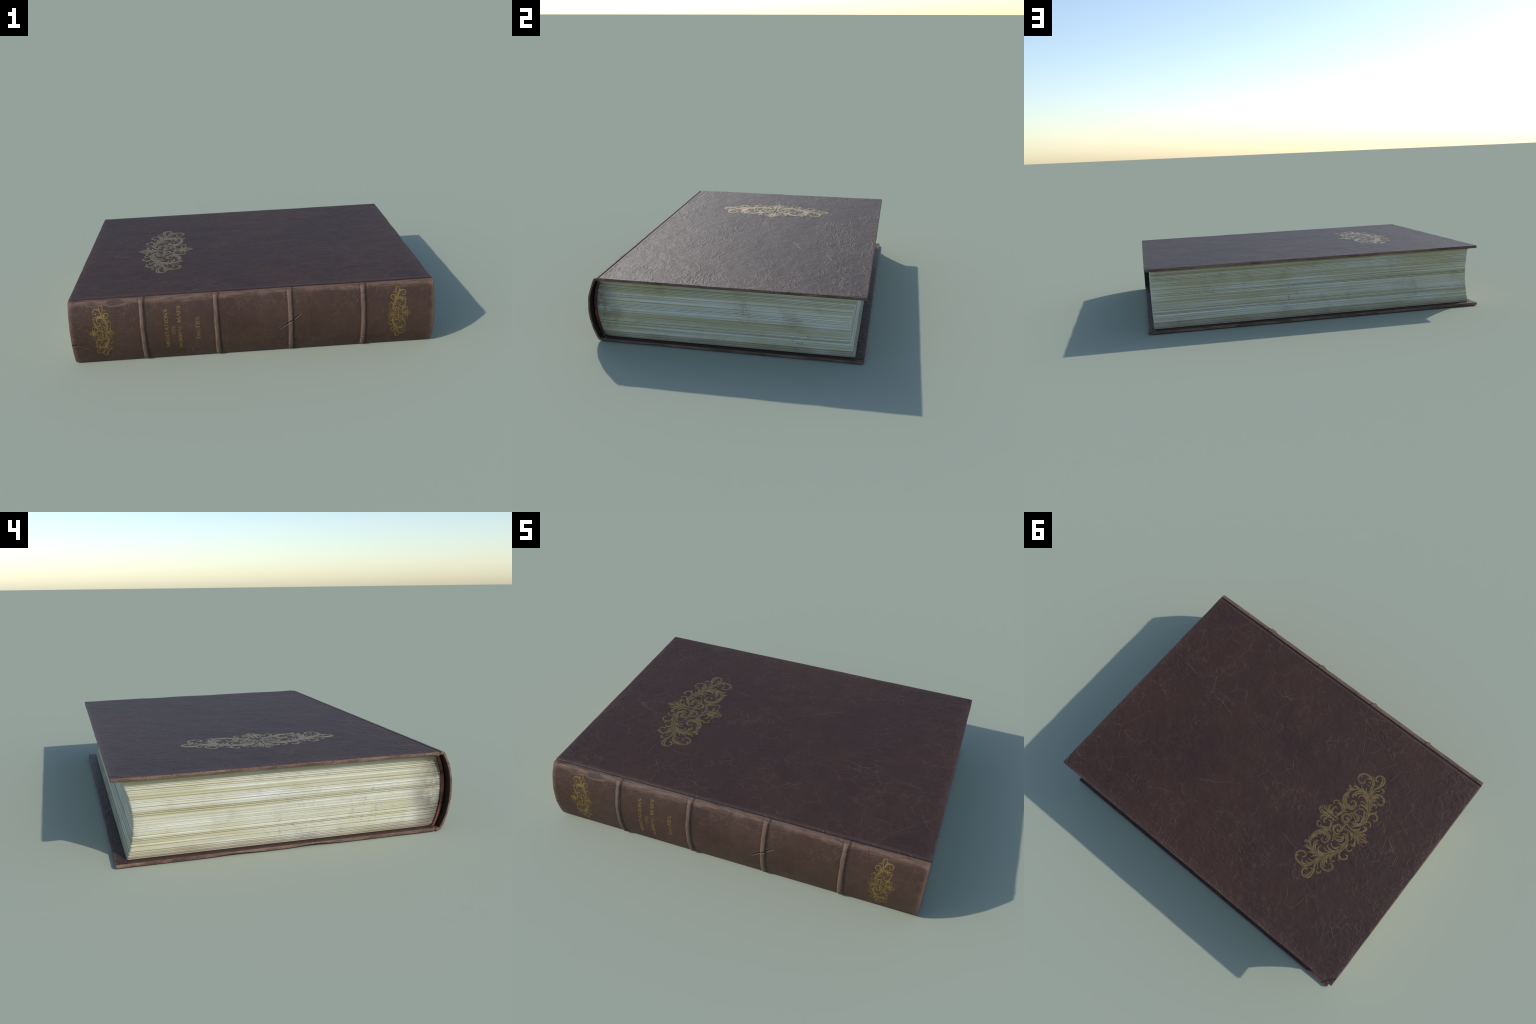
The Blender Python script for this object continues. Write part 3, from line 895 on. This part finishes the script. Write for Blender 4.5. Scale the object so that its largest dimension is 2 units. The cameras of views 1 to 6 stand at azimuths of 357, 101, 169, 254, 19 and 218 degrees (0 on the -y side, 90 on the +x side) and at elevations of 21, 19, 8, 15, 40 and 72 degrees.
scroll('rosette', [(-7, -4), (-6, 6), (-13, 15), (-25, 14), (-32, 7)], [5.3, 5.7, 5.7, 5.7, 5.3])
scroll('node_leaf_one', [(76, 6), (65, 15), (54, 29)], [6.1, 6.9, 1.6])
scroll('node_leaf_two', [(73, 6), (57, 8), (42, 7)], [5.3, 6.5, 2.0])
scroll('axis_link', [(63, 27), (55, 50), (47, 65), (29, 79)], [1.6, 4.1, 4.5, 2.0])

# ----------------------------------------------------------------- lettering: broad-pen roman capitals drawn stroke by stroke
THICK, THIN = 0.155, 0.065


def serif(x, y, w=0.24):
    return ([(x - w / 2, y), (x + w / 2, y)], [0.055, 0.055], False)


def stem(x, y0=0.0, y1=1.0, w=THICK, feet=(True, True)):
    s = [([(x, y0), (x, y1)], [w, w], False)]
    if feet[0]:
        s.append(serif(x, y0 + 0.025, 0.16 + w))
    if feet[1]:
        s.append(serif(x, y1 - 0.025, 0.16 + w))
    return s


def bar(x0, y0, x1, y1, w=THIN):
    return ([(x0, y0), (x1, y1)], [w, w], False)


def bowl(cx, cy, rx, ry, a0, a1, n=18, heavy=THICK):
    """Arc with broad-pen stress: thick at the sides, thin at top and bottom."""
    pts, ws = [], []
    for i in range(n + 1):
        a = math.radians(a0 + (a1 - a0) * i / n)
        pts.append((cx + rx * math.cos(a), cy + ry * math.sin(a)))
        ws.append(THIN + (heavy - THIN) * abs(math.cos(a)) ** 1.3)
    return (pts, ws, False)


def letter(ch):
    """Strokes and advance width of one character, cap height 1."""
    T = THICK
    if ch == 'M':
        return stem(0.12, w=THIN + 0.02) + [bar(0.12, 0.98, 0.50, 0.05, T), bar(0.50, 0.05, 0.88, 0.98)] + stem(0.90), 1.06
    if ch == 'E':
        return stem(0.15) + [bar(0.15, 0.97, 0.60, 0.97), bar(0.15, 0.52, 0.50, 0.52), bar(0.15, 0.03, 0.64, 0.03),
                             bar(0.59, 0.97, 0.60, 0.80), bar(0.50, 0.62, 0.50, 0.42), bar(0.63, 0.03, 0.65, 0.22)], 0.74
    if ch == 'D':
        return stem(0.15) + [bar(0.15, 0.97, 0.40, 0.97), bar(0.15, 0.03, 0.40, 0.03), bowl(0.38, 0.5, 0.40, 0.47, -90, 90)], 0.92
    if ch == 'I':
        return stem(0.16), 0.33
    if ch == 'T':
        return stem(0.40, feet=(True, False)) + [bar(0.02, 0.96, 0.78, 0.96), bar(0.03, 0.97, 0.02, 0.78), bar(0.77, 0.97, 0.78, 0.78)], 0.82
    if ch == 'A':
        return [bar(0.08, 0.02, 0.42, 1.0), bar(0.42, 1.0, 0.80, 0.02, T), bar(0.22, 0.36, 0.64, 0.36), serif(0.08, 0.025), serif(0.80, 0.025, 0.3)], 0.90
    if ch == 'O':
        return [bowl(0.46, 0.5, 0.38, 0.48, 0, 360, 30)], 0.94
    if ch == 'N':
        return stem(0.12, w=THIN + 0.01) + [bar(0.12, 0.97, 0.78, 0.04, T)] + stem(0.78, w=THIN + 0.01), 0.92
    if ch == 'S':
        path = [(0.50, 0.80), (0.44, 0.93), (0.30, 0.97), (0.15, 0.88), (0.13, 0.72), (0.28, 0.56), (0.44, 0.42), (0.50, 0.25), (0.42, 0.09), (0.26, 0.03), (0.12, 0.09), (0.07, 0.24)]
        return [(path, [0.05, 0.07, 0.08, 0.10, 0.13, 0.16, 0.16, 0.13, 0.10, 0.08, 0.07, 0.05], True)], 0.60
    if ch in 'RPB':
        s = stem(0.15) + [bar(0.15, 0.97, 0.36, 0.97), bowl(0.34, 0.73, 0.24, 0.24, -90, 90), bar(0.15, 0.49, 0.36, 0.49)]
        if ch == 'R':
            s += [bar(0.36, 0.49, 0.70, 0.02, T), serif(0.72, 0.025, 0.2)]
            return s, 0.80
        if ch == 'B':
            s += [bar(0.15, 0.03, 0.38, 0.03), bowl(0.36, 0.26, 0.30, 0.23, -90, 90)]
            return s, 0.76
        return s, 0.68
    if ch == 'L':
        return stem(0.15) + [bar(0.15, 0.03, 0.62, 0.03), bar(0.61, 0.03, 0.63, 0.22)], 0.68
    if ch == 'F':
        return stem(0.15) + [bar(0.15, 0.97, 0.60, 0.97), bar(0.15, 0.52, 0.48, 0.52), bar(0.59, 0.97, 0.60, 0.80), bar(0.48, 0.62, 0.48, 0.42)], 0.68
    if ch == 'X':
        return [bar(0.10, 0.98, 0.74, 0.02, T), bar(0.72, 0.98, 0.10, 0.02), serif(0.10, 0.975), serif(0.73, 0.975), serif(0.10, 0.025), serif(0.75, 0.025)], 0.86
    if ch == 'e':
        return [bowl(0.30, 0.32, 0.24, 0.30, 10, 325, 22, 0.13), bar(0.08, 0.36, 0.53, 0.37, 0.055)], 0.58
    if ch == 'j':
        return [([(0.16, 0.64), (0.17, 0.0), (0.10, -0.22), (-0.06, -0.27)], [0.13, 0.13, 0.09, 0.06], True), bar(0.04, 0.62, 0.18, 0.62), bar(0.13, 0.90, 0.21, 0.90, 0.11)], 0.32
    if ch == '.':
        return [bar(0.09, 0.06, 0.20, 0.06, 0.12)], 0.28
    return [], 0.42


def write(text, base_x, z_from, z_to, cap, mat, parent, name, tracking=0.0):
    """Letters climb the spine: their tops look to -x, the line runs upwards between the two heights."""
    glyphs = [letter(c) for c in text]
    total = sum(a for _, a in glyphs) + tracking * (len(text) - 1)
    stretch = (z_to - z_from) / (total * cap)
    g = Gilding()
    pen = 0.0
    for strokes, adv in glyphs:
        for pts, ws, curved in strokes:
            g.add([(z_from + (p[0] + pen) * cap * stretch, p[1] * cap) for p in pts], [w * cap * 1.32 for w in ws], curved, False)
        pen += adv + tracking
    place = lambda u, v, h: on_spine(base_x - v, u, h)
    return g.mesh(name, place, mat, parent, None, 0.0007)


def on_spine(x, z, h):
    y = spine_y(z)
    d = (0.0012 * n3(x * 6, z * 6, 3.3) + 0.0007 * n3(x * 19, z * 19, 8.3)) * smooth(0.0, 0.03, min(z, TOP - z))
    return (x, y - d - h, z)


# ----------------------------------------------------------------- assemble
book = bpy.data.objects.new('old_book', None)
book.empty_display_size = 0.2
COL.objects.link(book)
book['label'] = 'thick antique leather-bound book lying flat with gilt ornaments'
book['category'] = 'old book'

leather = cover_leather()
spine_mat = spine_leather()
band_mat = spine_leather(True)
paper = page_paper()
lining = lining_cloth()
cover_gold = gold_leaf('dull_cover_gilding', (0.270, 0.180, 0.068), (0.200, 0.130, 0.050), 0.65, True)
spine_gold = gold_leaf('spine_gilding', (0.265, 0.172, 0.047), (0.170, 0.110, 0.033), 0.45)
letter_gold = gold_leaf('lettering_gilding', (0.285, 0.175, 0.048), (0.190, 0.115, 0.034), 0.35)

parts = build_case(leather, spine_mat, book)
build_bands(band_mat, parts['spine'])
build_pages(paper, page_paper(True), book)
build_lining(lining, book)

# arabesque on the upper cover, and two small ones on the end panels of the spine
MIRRORED = (1, -1)
CX, CY = -0.514, 0.0155


def on_cover(u, v, h):
    x, y = CX + u / 1000, CY - v / 1000
    return (x, y, TOP + cover_relief(x, y) + h)


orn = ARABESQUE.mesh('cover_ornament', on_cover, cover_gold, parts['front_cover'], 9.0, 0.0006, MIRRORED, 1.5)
for cx, flip in ((-0.824, -1), (0.796, 1)):
    scale = 0.396 / 1000
    ARABESQUE.mesh('spine_ornament', lambda u, v, h: on_spine(cx + flip * u * scale, 0.199 + v * scale, h), spine_gold, parts['spine'], None, 0.0006, MIRRORED, 0.2)

write('MEDITATIONS', -0.4680, 0.083, 0.307, 0.0180, letter_gold, parts['spine'], 'title_lettering', 0.05)
write('ON', -0.4320, 0.163, 0.211, 0.0180, letter_gold, parts['spine'], 'title_lettering', 0.05)
write('NORMAL MAPS', -0.3990, 0.071, 0.321, 0.0180, letter_gold, parts['spine'], 'title_lettering', 0.05)
write('Teej.FBX', -0.2990, 0.120, 0.258, 0.0205, letter_gold, parts['spine'], 'author_lettering', 0.05)
